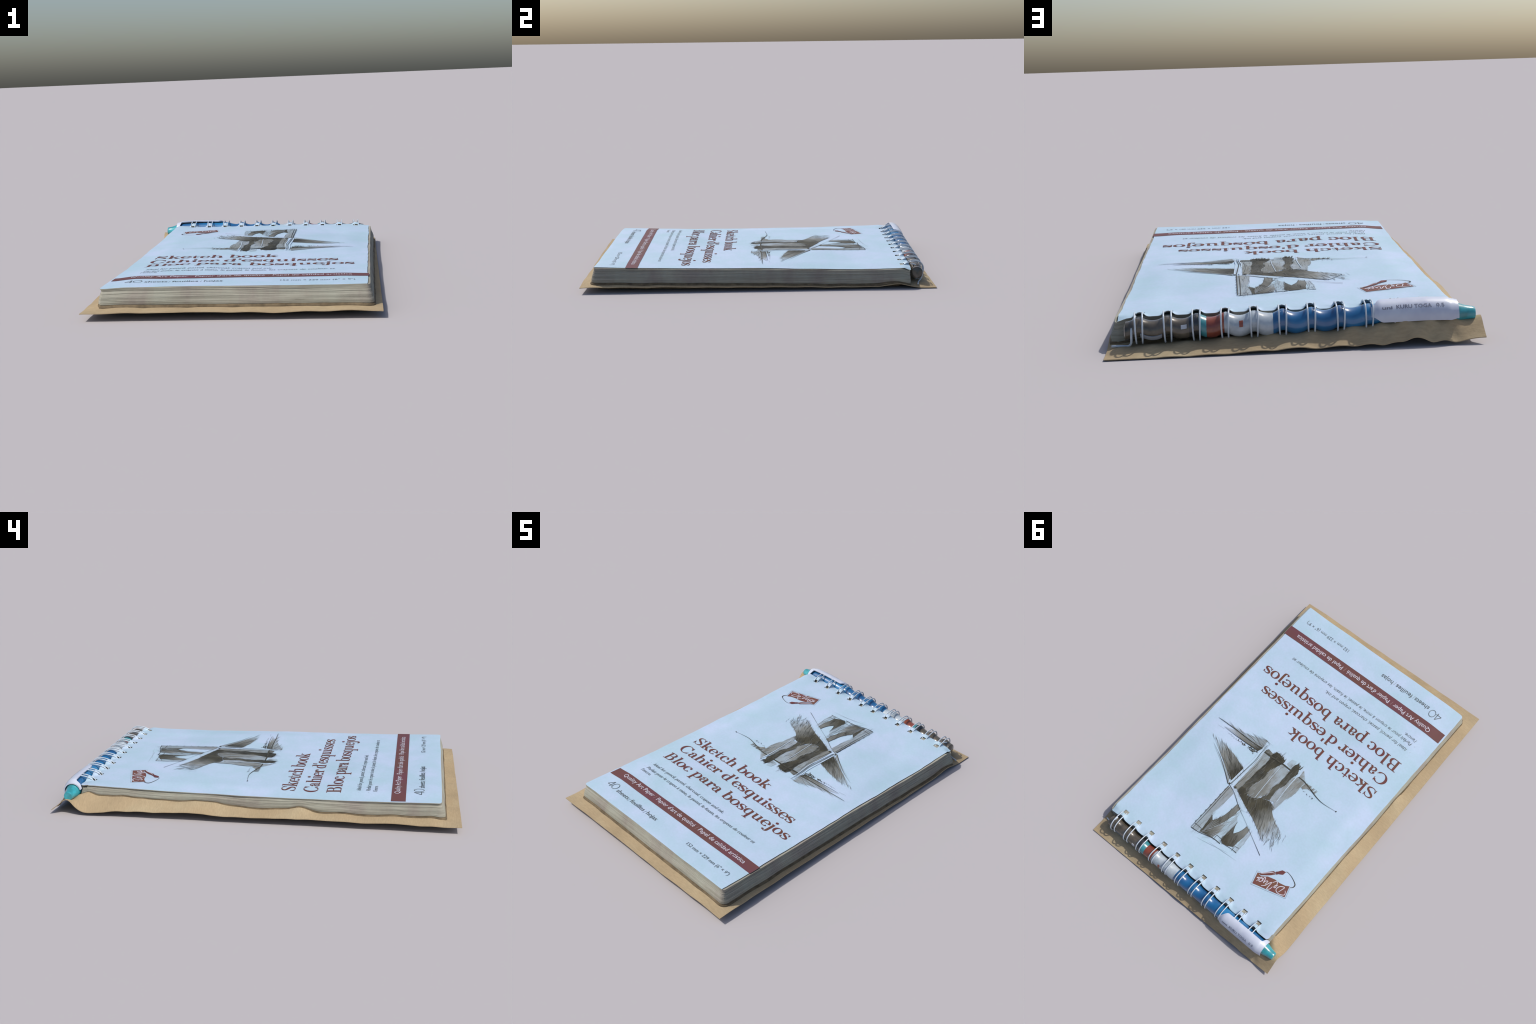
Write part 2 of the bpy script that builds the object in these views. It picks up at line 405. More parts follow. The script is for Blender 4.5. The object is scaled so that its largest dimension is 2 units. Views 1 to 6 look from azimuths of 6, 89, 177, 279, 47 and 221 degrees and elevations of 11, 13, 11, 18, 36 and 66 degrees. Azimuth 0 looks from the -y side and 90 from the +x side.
SLOT_W, SLOT0, SLOT1 = .0145, .840, .862
def build_cover():
    us = list(np.arange(-HALF_U, HALF_U + 1e-6, HALF_U * 2 / 110)); vs = list(np.arange(-HALF_V, .832, .0125))
    for ru in RING_U:
        us = [u for u in us if abs(u - ru) > .038]
        us += [ru + d for d in (-.036, -.031, -.026, -.022, -.018, -SLOT_W, -SLOT_W + .0004, -.008, 0, .008, SLOT_W - .0004, SLOT_W, .018, .022, .026, .031, .036)]
    us = sorted(us); us = [u for u in us if -HALF_U <= u <= HALF_U]
    vs += [.834, SLOT0, SLOT0 + .0004, .847, .854, SLOT1 - .0004, SLOT1, .866, .870, .874, .878, .882, .886, HALF_V]
    nu, nv = len(us), len(vs); T, B = [], []
    r = .016
    pit = np.zeros((nv, nu), bool)
    for j, v in enumerate(vs):
        for i, u in enumerate(us):
            z = cover_z(u, v); uu, vv = u, v
            for ru in RING_U:
                if abs(u - ru) < SLOT_W - .0002 and SLOT0 + .0002 < v < SLOT1 - .0002:
                    z -= .032; pit[j, i] = True
            # rounded corners and a slightly ragged trim
            du, dv = abs(u) - (HALF_U - r), abs(v) - (HALF_V - r)
            if du > 0 and dv > 0:
                L = math.hypot(du, dv); m = max(du, dv); k = m / L
                uu = math.copysign(HALF_U - r + du * k, u); vv = math.copysign(HALF_V - r + dv * k, v)
            if abs(u) > HALF_U - .02: uu += math.copysign(.0055, u) * smooth((abs(u) - HALF_U + .02) / .02) * (1 if v < .85 else .3) + .0032 * mnoise.noise((v * 6, u * 2, 9)) + .0016 * mnoise.noise((v * 19, u * 2, 3))
            if abs(v) > HALF_V - .02: vv += .0018 * mnoise.noise((u * 6, v * 2, 6))
            e = max(0, max(abs(u) - (HALF_U - .010), abs(v) - (HALF_V - .010))) / .010
            z -= .0008 * e * e
            if v > .87:                                   # scalloped lip, cut back at the rings
                hump = max(math.exp(-((u - ru) / .02) ** 2) for ru in RING_U)
                vv += (.004 * (1 - hump) - .006 * hump) * smooth((v - .87) / .02)
            uu -= right_waist(u, v) * smooth((u - .45) / .14)
            T.append(world(uu, vv, z)); B.append(world(uu, vv, z - .0032))
    V = T + B; N = nu * nv; F, MI = [], []
    for j in range(nv - 1):
        for i in range(nu - 1):
            a = j * nu + i; q = [a, a + 1, a + nu + 1, a + nu]
            p = pit[j, i] or pit[j, i + 1] or pit[j + 1, i] or pit[j + 1, i + 1]
            F.append(q); MI.append(1 if p else 0)
            F.append([N + k for k in q[::-1]]); MI.append(1 if p else 0)
    rim = [i for i in range(nu)] + [j * nu + nu - 1 for j in range(1, nv)] + [(nv - 1) * nu + i for i in range(nu - 2, -1, -1)] + [j * nu for j in range(nv - 2, 0, -1)]
    for a, b in zip(rim, rim[1:] + rim[:1]): F.append([a, N + a, N + b, b]); MI.append(2)
    o = mesh_obj("cover", V, F, None, BOOK, mats=[M_paper, M_hole, M_pages], midx=MI); sharp(o, 55)
    return o
COVER = build_cover()

# ------------------------------------------------------------------ lettering: a high-contrast serif built from strokes
TK, TN, SF = .25, .075, .085      # thick stem, thin stroke, serif depth (x-height = 1)
def g_line(x0, y0, x1, y1, w): return ribbon([(x0, y0), (x1, y1)], [w], spline=False)
def g_stem(x, y0, y1): return g_line(x, y0, x, y1, TK)
def g_serif(x0, x1, y): return g_line(x0, y, x1, y, SF)
def g_disc(x, y, r): return [[(x + r * math.cos(a * math.pi / 7), y + r * math.sin(a * math.pi / 7)) for a in range(14)]]
def g_arc(cx, cy, rx, ry, a0, a1, tk=TK * 1.08, tn=TN):
    n = 26; pts, ws = [], []
    for i in range(n + 1):
        a = math.radians(a0 + (a1 - a0) * i / n)
        pts.append((cx + rx * math.cos(a), cy + ry * math.sin(a))); ws.append(tn + (tk - tn) * abs(math.cos(a)) ** 1.6)
    L, R = [], []
    for i, (x, y) in enumerate(pts):
        xa, ya = pts[max(i - 1, 0)]; xb, yb = pts[min(i + 1, n)]
        t = Vector((xb - xa, yb - ya)).normalized(); k = ws[i] / 2
        L.append((x - t.y * k, y + t.x * k)); R.append((x + t.y * k, y - t.x * k))
    return [[L[i], L[i + 1], R[i + 1], R[i]] for i in range(n)]
def g_sp(pts, ws): return ribbon(pts, ws, 8)
def foot(x): return g_serif(x - .27, x + .27, SF / 2)
def flag(x, y): return g_line(x - .27, y - SF / 2, x, y - SF / 2, SF)
def ess(h, w):
    return [g_sp([(.84 * w, .74 * h), (.70 * w, .92 * h), (.46 * w, .97 * h), (.20 * w, .86 * h), (.20 * w, .66 * h), (.50 * w, .50 * h), (.80 * w, .34 * h), (.80 * w, .14 * h), (.50 * w, .03 * h), (.26 * w, .08 * h), (.13 * w, .28 * h)],
                 [TN, TN, TN, TK * .75, TK * .9, TK * 1.05, TK * .9, TK * .75, TN, TN, TN]),
            g_line(.86 * w, .98 * h, .84 * w, .66 * h, TN), g_line(.10 * w, .02 * h, .12 * w, .36 * h, TN)]
GLYPH = {
    "o": (1.10, [g_arc(.55, .5, .40, .485, 0, 360)]),
    "c": (.98, [g_arc(.55, .5, .40, .485, 48, 322), g_disc(.80, .76, .14)]),
    "e": (1.02, [g_arc(.55, .5, .40, .485, 2, 322), g_line(.22, .52, .98, .52, TN * 1.1)]),
    "b": (1.16, [g_stem(.30, 0.05, 1.56), flag(.30, 1.56), g_arc(.62, .5, .38, .485, -138, 138)]),
    "d": (1.18, [g_stem(.86, 0, 1.56), flag(.86, 1.56), g_arc(.54, .5, .38, .485, 42, 318), g_line(.86, SF / 2, 1.14, SF / 2, SF)]),
    "q": (1.16, [g_stem(.86, -.58, .96), g_arc(.54, .5, .38, .485, 42, 318), g_serif(.58, 1.14, -.58)]),
    "p": (1.18, [g_stem(.32, -.58, .97), flag(.32, .97), g_arc(.64, .5, .38, .485, -138, 138), g_serif(.04, .60, -.58)]),
    "h": (1.26, [g_stem(.30, 0, 1.56), flag(.30, 1.56), foot(.30), foot(.96), g_sp([(.36, .70), (.50, .90), (.70, .97), (.90, .86), (.96, .62), (.96, 0)], [TN, TN, TN * 1.6, TK * .9, TK, TK])]),
    "u": (1.26, [g_stem(.92, 0, .97), flag(.30, .97), flag(.92, .97), g_line(.92, SF / 2, 1.2, SF / 2, SF), g_sp([(.30, .97), (.30, .36), (.36, .12), (.54, .03), (.74, .10), (.88, .32)], [TK, TK, TK * .9, TN * 1.6, TN, TN])]),
    "k": (1.20, [g_stem(.30, 0, 1.56), flag(.30, 1.56), foot(.30), g_line(.38, .38, .92, .92, TN * 1.2), g_line(.56, .58, .98, .04, TK), g_serif(.70, 1.14, .96), g_serif(.72, 1.22, SF / 2)]),
    "t": (.80, [g_sp([(.34, 1.30), (.34, .30), (.42, .08), (.58, .04), (.74, .20)], [TN, TK, TK, TN, TN]), g_serif(.06, .72, .94)]),
    "i": (.62, [g_stem(.32, 0, .97), flag(.32, .97), foot(.32), g_disc(.30, 1.40, .17)]),
    "l": (.62, [g_stem(.32, 0, 1.56), flag(.32, 1.56), foot(.32)]),
    "j": (.62, [g_sp([(.34, .97), (.34, -.20), (.28, -.46), (.10, -.56), (-.06, -.50)], [TK, TK, TK * .8, TN, TN]), flag(.34, .97), g_disc(.34, 1.40, .17), g_disc(-.06, -.44, .13)]),
    "r": (.90, [g_stem(.30, 0, .97), flag(.30, .97), foot(.30), g_sp([(.38, .60), (.48, .86), (.66, .97), (.80, .90)], [TN, TN, TN * 1.4, TN * 1.6]), g_disc(.78, .80, .15)]),
    "a": (1.04, [g_sp([(.20, .76), (.30, .93), (.50, .97), (.68, .86), (.71, .60), (.71, .22), (.78, .06), (.96, .08)], [TN, TN, TN * 1.2, TK * .8, TK, TK, TK * .7, TN]), g_disc(.24, .74, .14),
                 g_sp([(.70, .60), (.44, .54), (.22, .40), (.20, .18), (.38, .03), (.58, .12), (.70, .30)], [TN, TN, TK * .75, TK * .85, TN * 1.5, TN, TN])]),
    "s": (.90, ess(1.0, .92)),
    "S": (1.22, ess(1.50, 1.20)),
    "C": (1.46, [g_arc(.76, .75, .62, .735, 42, 318, TK * 1.15), g_line(1.28, .98, 1.28, 1.48, TN), g_line(1.14, 1.18, 1.28, 1.40, TN * 1.6), g_line(1.20, .24, 1.32, .42, TN)]),
    "B": (1.42, [g_stem(.36, 0, 1.5), g_serif(.04, .80, 1.5 - SF / 2), g_serif(.04, .84, SF / 2), g_serif(.40, .82, .80), g_arc(.76, 1.13, .28, .335, -90, 90, TK), g_arc(.80, .42, .34, .385, -90, 90, TK)]),
    "'": (.40, [g_line(.20, 1.56, .18, 1.08, TK * .85)]),
    " ": (.46, []),
}
def title_line(text, u0, u1, base, xh):
    adv = [GLYPH[c][0] for c in text]; sx = (u1 - u0) / (sum(adv) - .08); cur = u0 - .02 * sx
    for c, a in zip(text, adv):
        if GLYPH[c][1]:
            st = [[[(cur + x * sx, base + y * xh) for x, y in q] for q in s] for s in GLYPH[c][1]]
            quads_drape("letter", st, M_title, COVER, 1, step=.00007)
        cur += a * sx
title_line("Sketch book", -.512, .126, -.1805, .0475)
title_line("Cahier d'esquisses", -.512, .438, -.2905, .0475)
title_line("Bloc para bosquejos", -.512, .520, -.4055, .0475)

def sans(name, text, u0, u1, base, xh, mat, layer=0, shear=0.0, bold=0.0):
    """a line of the built-in face fitted between u0 and u1"""
    def mesh_of(t, s, b):
        cu = bpy.data.curves.new("tmp", "FONT"); cu.body = t; cu.size = 1; cu.shear = s; cu.offset = b; cu.resolution_u = 3
        ob = bpy.data.objects.new("tmp", cu); bpy.context.scene.collection.objects.link(ob)
        dg = bpy.context.evaluated_depsgraph_get(); me = bpy.data.meshes.new_from_object(ob.evaluated_get(dg))
        vs = [v.co.copy() for v in me.vertices]; fs = [list(p.vertices) for p in me.polygons]
        bpy.data.objects.remove(ob); bpy.data.curves.remove(cu); bpy.data.meshes.remove(me); return vs, fs
    ref = mesh_of("x", 0, 0)[0]; xr = max(v.y for v in ref)
    vs, fs = mesh_of(text, shear, bold)
    a, b = min(v.x for v in vs), max(v.x for v in vs)
    V = []
    for v in vs:
        u = u0 + (v.x - a) / (b - a) * (u1 - u0); w = base + v.y / xr * xh
        V.append(world(u, w, cover_z(u, w) + INK_Z + layer * .00035))
    F = []
    for f in fs:
        ar = sum(V[f[k]][0] * V[f[(k + 1) % len(f)]][1] - V[f[(k + 1) % len(f)]][0] * V[f[k]][1] for k in range(len(f)))
        F.append(f if ar > 0 else f[::-1])
    return mesh_obj(name, V, F, mat, COVER, "stuff")
def divider(u, v0, v1, mat, layer, slant=.002):
    return quads_drape("divider_stroke", [ribbon([(u - slant, v0), (u + slant, v1)], [.0022], spline=False)], mat, COVER, layer)

sans("caption_text", "Ideal for pencil, pastel, charcoal, crayon and ink.", -.478, .134, -.5000, .0135, M_small, 1, .22)
sans("caption_text", "Parfait pour le crayon \u00e0 mine, le pastel, le fusain, les crayons de couleur et", -.480, .434, -.5465, .0135, M_small, 1, .22)
sans("caption_text", "l'encre.", -.489, -.405, -.5805, .0130, M_small, 1, .22)
quads_drape("bullet_mark", [g_disc(-.504, -.4925, .0018), g_disc(-.5035, -.5405, .0018)], M_hair, COVER, 1, "stuff")

# the coloured band, full width, with its reversed lettering
drape("printed_band", [[(-.5915, -.650), (-.5915, -.7195), (-.2, -.7185), (.2, -.7160), (.592, -.7130), (.592, -.6440), (.2, -.6465), (-.2, -.6490)]], M_band, COVER, 0, maxlen=.035)
sans("band_lettering", "Quality Art Paper", -.507, -.236, -.6890, .0172, M_pale, 3, 0, .004)
sans("band_lettering", "Papier d'art de qualit\u00e9", -.203, .120, -.6905, .0172, M_pale, 3, 0, .004)
sans("band_lettering", "Papel de calidad art\u00edstica", .156, .516, -.6895, .0172, M_pale, 3, 0, .004)
divider(-.2215, -.694, -.668, M_bandhair, 3); divider(.138, -.693, -.667, M_bandhair, 3)

# sheet count: thin drawn numerals, then plain lettering
W4 = [.0038]
quads_drape("numeral_text", [ribbon([(-.4815, -.805), (-.4815, -.757)], W4, spline=False), ribbon([(-.4815, -.757), (-.508, -.7925)], W4, spline=False), ribbon([(-.508, -.7925), (-.4725, -.7925)], W4, spline=False),
            [[(-.450 + (.0195 + s0) * math.cos(a0), -.781 + (.0240 + s0) * math.sin(a0)) for a0, s0 in ((k * math.pi / 16, .0016), ((k + 1) * math.pi / 16, .0016), ((k + 1) * math.pi / 16, -.0016), (k * math.pi / 16, -.0016))] for k in range(32)]],
            M_small, COVER, 1, "stuff")
sans("sheet_count_text", "sheets", -.414, -.309, -.8065, .0180, M_small, 1, 0, .006)
sans("sheet_count_text", "feuilles", -.288, -.168, -.8065, .0180, M_small, 1, 0, .006)
sans("sheet_count_text", "hojas", -.142, -.058, -.8065, .0180, M_small, 1, 0, .006)
divider(-.300, -.812, -.786, M_hair, 1); divider(-.156, -.812, -.786, M_hair, 1)
sans("size_text", "152 mm \u00d7 229 mm (6\" \u00d7 9\")", .202, .531, -.8055, .0140, M_small, 1, 0, -.002)

# ------------------------------------------------------------------ the badge: a slanted plaque, a fountain pen and its looping line
LOGO = {
    "box": [(-0.5124, 0.6493), (-0.3242, 0.7032), (-0.3062, 0.6374), (-0.3181, 0.6322), (-0.3213, 0.6402), (-0.3353, 0.642), (-0.3649, 0.6185), (-0.4068, 0.6059), (-0.4378, 0.6054), (-0.4726, 0.5969), (-0.4934, 0.5836)],
    "outer": [(-0.5205, 0.6532), (-0.3214, 0.7122), (-0.2971, 0.6316), (-0.321, 0.6252)],
    "pen": [(-0.3172, 0.6333), (-0.3693, 0.5745), (-0.3812, 0.5723), (-0.3894, 0.5821), (-0.3727, 0.6024), (-0.3293, 0.6391)],
    "collar": [(-0.3812, 0.5693), (-0.3881, 0.5612), (-0.3993, 0.574), (-0.3924, 0.5811)],
    "nib": [(-0.3891, 0.5612), (-0.4037, 0.5389), (-0.4257, 0.5346), (-0.423, 0.5566), (-0.3992, 0.572)],
    "tail": [(-0.4257, 0.5346), (-0.4316, 0.5295), (-0.4597, 0.5331), (-0.4898, 0.5446), (-0.509, 0.5563), (-0.5132, 0.5673), (-0.5103, 0.5783), (-0.4995, 0.5895)],
    "D1": [(-0.4674, 0.649), (-0.4731, 0.6279), (-0.4768, 0.6078), (-0.4569, 0.6161), (-0.4482, 0.6323), (-0.4494, 0.6482), (-0.4645, 0.656), (-0.4835, 0.6537), (-0.5013, 0.6425), (-0.5001, 0.6295), (-0.491, 0.6196)],
    "a1": [(-0.443, 0.6233), (-0.4321, 0.6285), (-0.4293, 0.6435), (-0.4383, 0.6404), (-0.4299, 0.6135), (-0.4198, 0.6097), (-0.4081, 0.6289)],
    "V1": [(-0.4224, 0.6477), (-0.4187, 0.6677), (-0.4058, 0.6769), (-0.4045, 0.6559), (-0.4042, 0.6319), (-0.3963, 0.6421), (-0.3867, 0.6672), (-0.3709, 0.6824)],
    "inci": [(-0.3826, 0.6643), (-0.3833, 0.6392), (-0.3714, 0.6494), (-0.3696, 0.6625), (-0.3632, 0.6356), (-0.3542, 0.6347), (-0.3596, 0.6596)],
    "ci": [(-0.3533, 0.6437), (-0.3404, 0.6479), (-0.3427, 0.6699), (-0.3546, 0.6637), (-0.3524, 0.6487), (-0.3305, 0.6541), (-0.3236, 0.6622), (-0.3346, 0.66), (-0.3339, 0.679)],
}
def build_badge():
    drape("badge_plaque", [LOGO["box"]], mat_ink("plaque_ink", (.150, .052, .048), (.150, .068, .042), 30), COVER, 0, maxlen=.05)
    drape("badge_pen", [LOGO["pen"], LOGO["collar"], LOGO["nib"]], M_title, COVER, 2, step=.0001, maxlen=.05)
    quads_drape("badge_outline", [ribbon(LOGO["outer"] + [LOGO["outer"][0]] if False else LOGO["outer"][:2][::-1] + [LOGO["outer"][0], (-.500, .583)], [.0016], spline=False), ribbon(LOGO["outer"][1:], [.0016], spline=False)], M_lead3, COVER, 2, "stuff")
    quads_drape("badge_line", [ribbon(LOGO["tail"], [.0020, .0020, .0026, .0036, .0052, .0060, .0044, .0024])], M_lead, COVER, 2)
    st = [ribbon(LOGO[k], [.0030, .0046, .0040, .0046, .0030]) for k in ("D1", "a1", "V1", "inci", "ci")]
    st += [ribbon([(-.3170, .6310), (-.3300, .6230), (-.3640, .5900), (-.3830, .5790)], [.002, .0045, .0040, .002])]
    quads_drape("badge_lettering", st, M_pale, COVER, 3, "stuff", .0001)
build_badge()

# ------------------------------------------------------------------ the pencil drawing of a suspension-bridge tower
SHAPE = {
    "pier_right_up": [(0.156, 0.678), (0.165, 0.355), (0.122, 0.351), (0.111, 0.373), (0.113, 0.447), (0.123, 0.528), (0.117, 0.555), (0.103, 0.666)],
    "arch_right": [(0.103, 0.666), (0.118, 0.544), (0.094, 0.569), (0.078, 0.544), (0.062, 0.504), (0.054, 0.453), (0.05, 0.406), (0.019, 0.415), (0.023, 0.478), (0.035, 0.533), (0.069, 0.612)],
    "arch_right_fan": [(0.102, 0.667), (0.068, 0.613), (0.034, 0.534), (0.022, 0.479), (0.018, 0.416), (0.009, 0.423), (0.018, 0.526), (0.016, 0.603), (0.023, 0.646)],
    "arch_left": [(-0.018, 0.621), (-0.023, 0.49), (-0.032, 0.524), (-0.05, 0.554), (-0.072, 0.519), (-0.083, 0.472), (-0.107, 0.482), (-0.11, 0.535), (-0.103, 0.587), (-0.104, 0.614), (-0.075, 0.63), (-0.037, 0.638)],
    "pier_left_up": [(-0.115, 0.634), (-0.109, 0.484), (-0.131, 0.494), (-0.141, 0.63)],
    "pier_mid_up": [(0.014, 0.648), (0.016, 0.603), (0.014, 0.53), (0.008, 0.454), (-0.022, 0.489), (-0.018, 0.621), (-0.029, 0.646)],
    "deck_shadow": [(0.106, 0.343), (0.018, 0.382), (-0.069, 0.413), (-0.145, 0.45), (-0.2, 0.482), (-0.236, 0.443), (-0.267, 0.393), (-0.217, 0.366), (-0.155, 0.331), (-0.128, 0.31), (-0.126, 0.285), (-0.081, 0.271), (-0.027, 0.288), (0.007, 0.318), (0.044, 0.326), (0.075, 0.301), (0.107, 0.305)],
    "deck_right": [(0.192, 0.315), (0.175, 0.314), (0.173, 0.215), (0.274, 0.181), (0.365, 0.166), (0.436, 0.175), (0.456, 0.166), (0.38, 0.203), (0.28, 0.261)],
    "deck_right_edge": [(0.412, 0.209), (0.347, 0.234), (0.27, 0.27), (0.19, 0.318), (0.177, 0.344), (0.246, 0.299), (0.34, 0.246)],
    "deck_band": [(0.144, 0.352), (0.118, 0.339), (0.018, 0.382), (-0.032, 0.405), (0.004, 0.419), (0.056, 0.399)],
    "pier_right_low": [(0.139, 0.34), (0.111, 0.337), (0.103, 0.269), (0.101, 0.202), (0.095, 0.121), (0.098, 0.066), (0.122, 0.056), (0.154, 0.058), (0.151, 0.11), (0.14, 0.209)],
    "opening_right": [(0.111, 0.338), (0.044, 0.326), (0.054, 0.308), (0.065, 0.261), (0.042, 0.184), (0.049, 0.132), (0.025, 0.061), (0.017, 0.044), (0.019, 0.019), (0.072, 0.006), (0.094, 0.007), (0.104, 0.041), (0.098, 0.066), (0.095, 0.121), (0.101, 0.202), (0.103, 0.269)],
    "pier_mid_low": [(0.053, 0.316), (0.065, 0.261), (0.042, 0.184), (0.049, 0.132), (0.017, 0.048), (-0.041, 0.055), (-0.046, 0.109), (-0.049, 0.147), (-0.03, 0.197), (-0.041, 0.243), (-0.014, 0.299), (0.008, 0.317), (0.037, 0.323)],
    "opening_left": [(-0.027, 0.288), (-0.041, 0.243), (-0.034, 0.193), (-0.049, 0.147), (-0.046, 0.109), (-0.043, 0.057), (-0.041, 0.005), (-0.054, -0.018), (-0.075, 0.002), (-0.091, 0.038), (-0.081, 0.08), (-0.081, 0.141), (-0.063, 0.191), (-0.072, 0.27)],
    "pier_left_low": [(-0.073, 0.271), (-0.064, 0.192), (-0.081, 0.141), (-0.086, 0.076), (-0.107, 0.048), (-0.16, 0.054), (-0.156, 0.098), (-0.159, 0.128), (-0.153, 0.173), (-0.139, 0.209), (-0.137, 0.251), (-0.133, 0.294), (-0.113, 0.291), (-0.101, 0.258)],
    "shore_right": [(0.507, 0.058), (0.391, 0.05), (0.293, 0.028), (0.183, -0.015), (0.175, 0.047), (0.23, 0.056), (0.371, 0.055)],
    "shore_right_dark": [(0.371, 0.055), (0.234, 0.051), (0.173, 0.041), (0.183, 0.073), (0.272, 0.078), (0.366, 0.077), (0.442, 0.081)],
    "mist": [(0.0, 0.028), (-0.005, -0.014), (-0.036, -0.023), (-0.042, 0.038)],
    "bank_left": [(-0.109, 0.047), (-0.103, -0.006), (-0.144, 0.034), (-0.162, 0.051)],
    "bank_left2": [(-0.159, 0.088), (-0.164, 0.05), (-0.196, 0.047), (-0.245, 0.07), (-0.195, 0.073), (-0.173, 0.091)],
    "shrub": [(0.158, 0.049), (0.142, 0.023), (0.105, 0.03), (0.106, 0.047), (0.124, 0.054)],
}
STROKE = {
    "tower_edge": [(0.16, 0.678), (0.162, 0.493), (0.164, 0.351)],
    "tower_edge2": [(0.148, 0.679), (0.15, 0.498), (0.154, 0.353)],
    "tower_top": [(0.157, 0.679), (0.102, 0.672), (0.021, 0.649), (-0.034, 0.648)],
    "top_left": [(-0.037, 0.638), (-0.108, 0.629), (-0.141, 0.63)],
    "cap1": [(0.16, 0.646), (0.11, 0.647)],
    "cap2": [(0.1, 0.674), (0.108, 0.645)],
    "cap3": [(0.013, 0.654), (0.013, 0.62)],
    "cap4": [(-0.031, 0.648), (-0.026, 0.622)],
    "cap5": [(0.013, 0.62), (-0.026, 0.622)],
    "cap6": [(-0.111, 0.637), (-0.109, 0.605)],
    "cap7": [(-0.109, 0.605), (-0.134, 0.6)],
    "rail_line": [(-0.251, 0.555), (-0.159, 0.508), (-0.04, 0.448), (0.031, 0.414), (0.11, 0.365), (0.177, 0.34)],
    "deck_edge_line": [(0.177, 0.344), (0.254, 0.29), (0.34, 0.237), (0.418, 0.202)],
    "rail_a": [(0.173, 0.333), (0.17, 0.211), (0.167, 0.128), (0.171, 0.074), (0.172, -0.002)],
    "rail_b": [(0.154, 0.332), (0.144, 0.205), (0.142, 0.137), (0.15, 0.076), (0.155, -0.009)],
    "mid_seam": [(0.001, 0.312), (0.01, 0.185), (0.014, 0.074)],
    "left_seam": [(-0.11, 0.249), (-0.102, 0.158), (-0.099, 0.065), (-0.105, -0.012)],
    "shore_line_left": [(-0.107, 0.048), (-0.161, 0.051), (-0.266, 0.079), (-0.323, 0.085), (-0.41, 0.075)],
    "shore_line_mid": [(0.154, 0.054), (0.102, 0.052), (0.02, 0.045), (-0.045, 0.045)],
    "shore_line_r1": [(0.507, 0.058), (0.373, 0.053), (0.233, 0.051), (0.171, 0.043)],
    "shore_line_r2": [(0.439, 0.084), (0.316, 0.081), (0.183, 0.073)],
    "shore_line_r3": [(0.478, 0.098), (0.431, 0.093)],
    "arch_r_edge": [(0.118, 0.544), (0.094, 0.569), (0.078, 0.544), (0.062, 0.504), (0.054, 0.453), (0.05, 0.406)],
    "arch_l_edge": [(-0.023, 0.49), (-0.032, 0.524), (-0.05, 0.554), (-0.072, 0.519), (-0.083, 0.472)],
    "pier_r_inner": [(0.111, 0.373), (0.113, 0.447), (0.123, 0.528), (0.115, 0.557), (0.103, 0.666)],
    "bush_r": [(.40,.098),(.36,.095),(.31,.091),(.27,.089),(.23,.087),(.185,.083)],
    "bush_l": [(-0.165, 0.09), (-0.215, 0.097), (-0.265, 0.094)],
}
DRAW = COVER
SHADE = [  # shape, density at p0 -> p1, points p0 p1, hatch angle, grain, drawing level
    ("shore_right", .40, .02, (.19, .06), (.50, .04), 2.95, .22, 0),
    ("shore_right_dark", .95, .10, (.19, .06), (.44, .08), 3.1, .30, 1),
    ("mist", .28, .08, (-.02, .03), (-.02, -.02), 1.5, .22, 0),
    ("bank_left", .55, .15, (-.11, .05), (-.15, .03), 1.2, .35, 0),
    ("bank_left2", .70, .10, (-.16, .06), (-.24, .07), 2.9, .5, 0),
    ("shrub", .85, .60, (.14, .04), (.11, .03), 1.0, .4, 1),
    ("pier_right_up", .26, .42, (.13, .67), (.14, .36), 1.55, .22, 0),
    ("pier_mid_up", .08, .22, (.0, .64), (.0, .47), 1.5, .14, 0),
    ("pier_left_up", .12, .22, (-.13, .63), (-.11, .50), 1.5, .16, 0),
    ("arch_right", 1.0, .60, (.10, .64), (.04, .42), 1.9, .22, 1),
    ("arch_right_fan", 1.0, .06, (.095, .64), (.01, .50), 1.15, .30, 1),
    ("arch_left", 1.0, .62, (-.03, .60), (-.10, .50), 1.7, .22, 1),
    ("deck_band", .12, .02, (.11, .35), (-.03, .40), 2.7, .2, 1),
    ("deck_shadow", 1.42, .02, (.02, .31), (-.255, .425), 2.05, .36, 2),
    ("deck_right", 1.10, .08, (.175, .28), (.42, .175), 2.45, .30, 0),
    ("deck_right_edge", .45, .02, (.19, .33), (.41, .21), 2.55, .22, 0),
    ("pier_right_low", .54, .36, (.11, .32), (.12, .07), 1.5, .24, 1),
    ("opening_right", .92, 1.05, (.08, .30), (.06, .04), 1.45, .2, 1),
    ("pier_mid_low", .62, .34, (.04, .22), (-.045, .16), 1.5, .26, 2),
    ("opening_left", .90, .98, (-.05, .27), (-.06, .02), 1.5, .24, 1),
    ("pier_left_low", .34, .46, (-.08, .20), (-.15, .14), 1.5, .26, 2),
]
def centre(p): return sum(a for a, _ in p) / len(p), sum(b for _, b in p) / len(p)
for nm, d0, d1, p0, p1, ang, amp, lev in SHADE:
    drape("pencil_shading", [SHAPE[nm]], mat_graphite("graphite_" + nm, d0, d1, p0, p1, ang, amp), DRAW, lev, maxlen=.04)

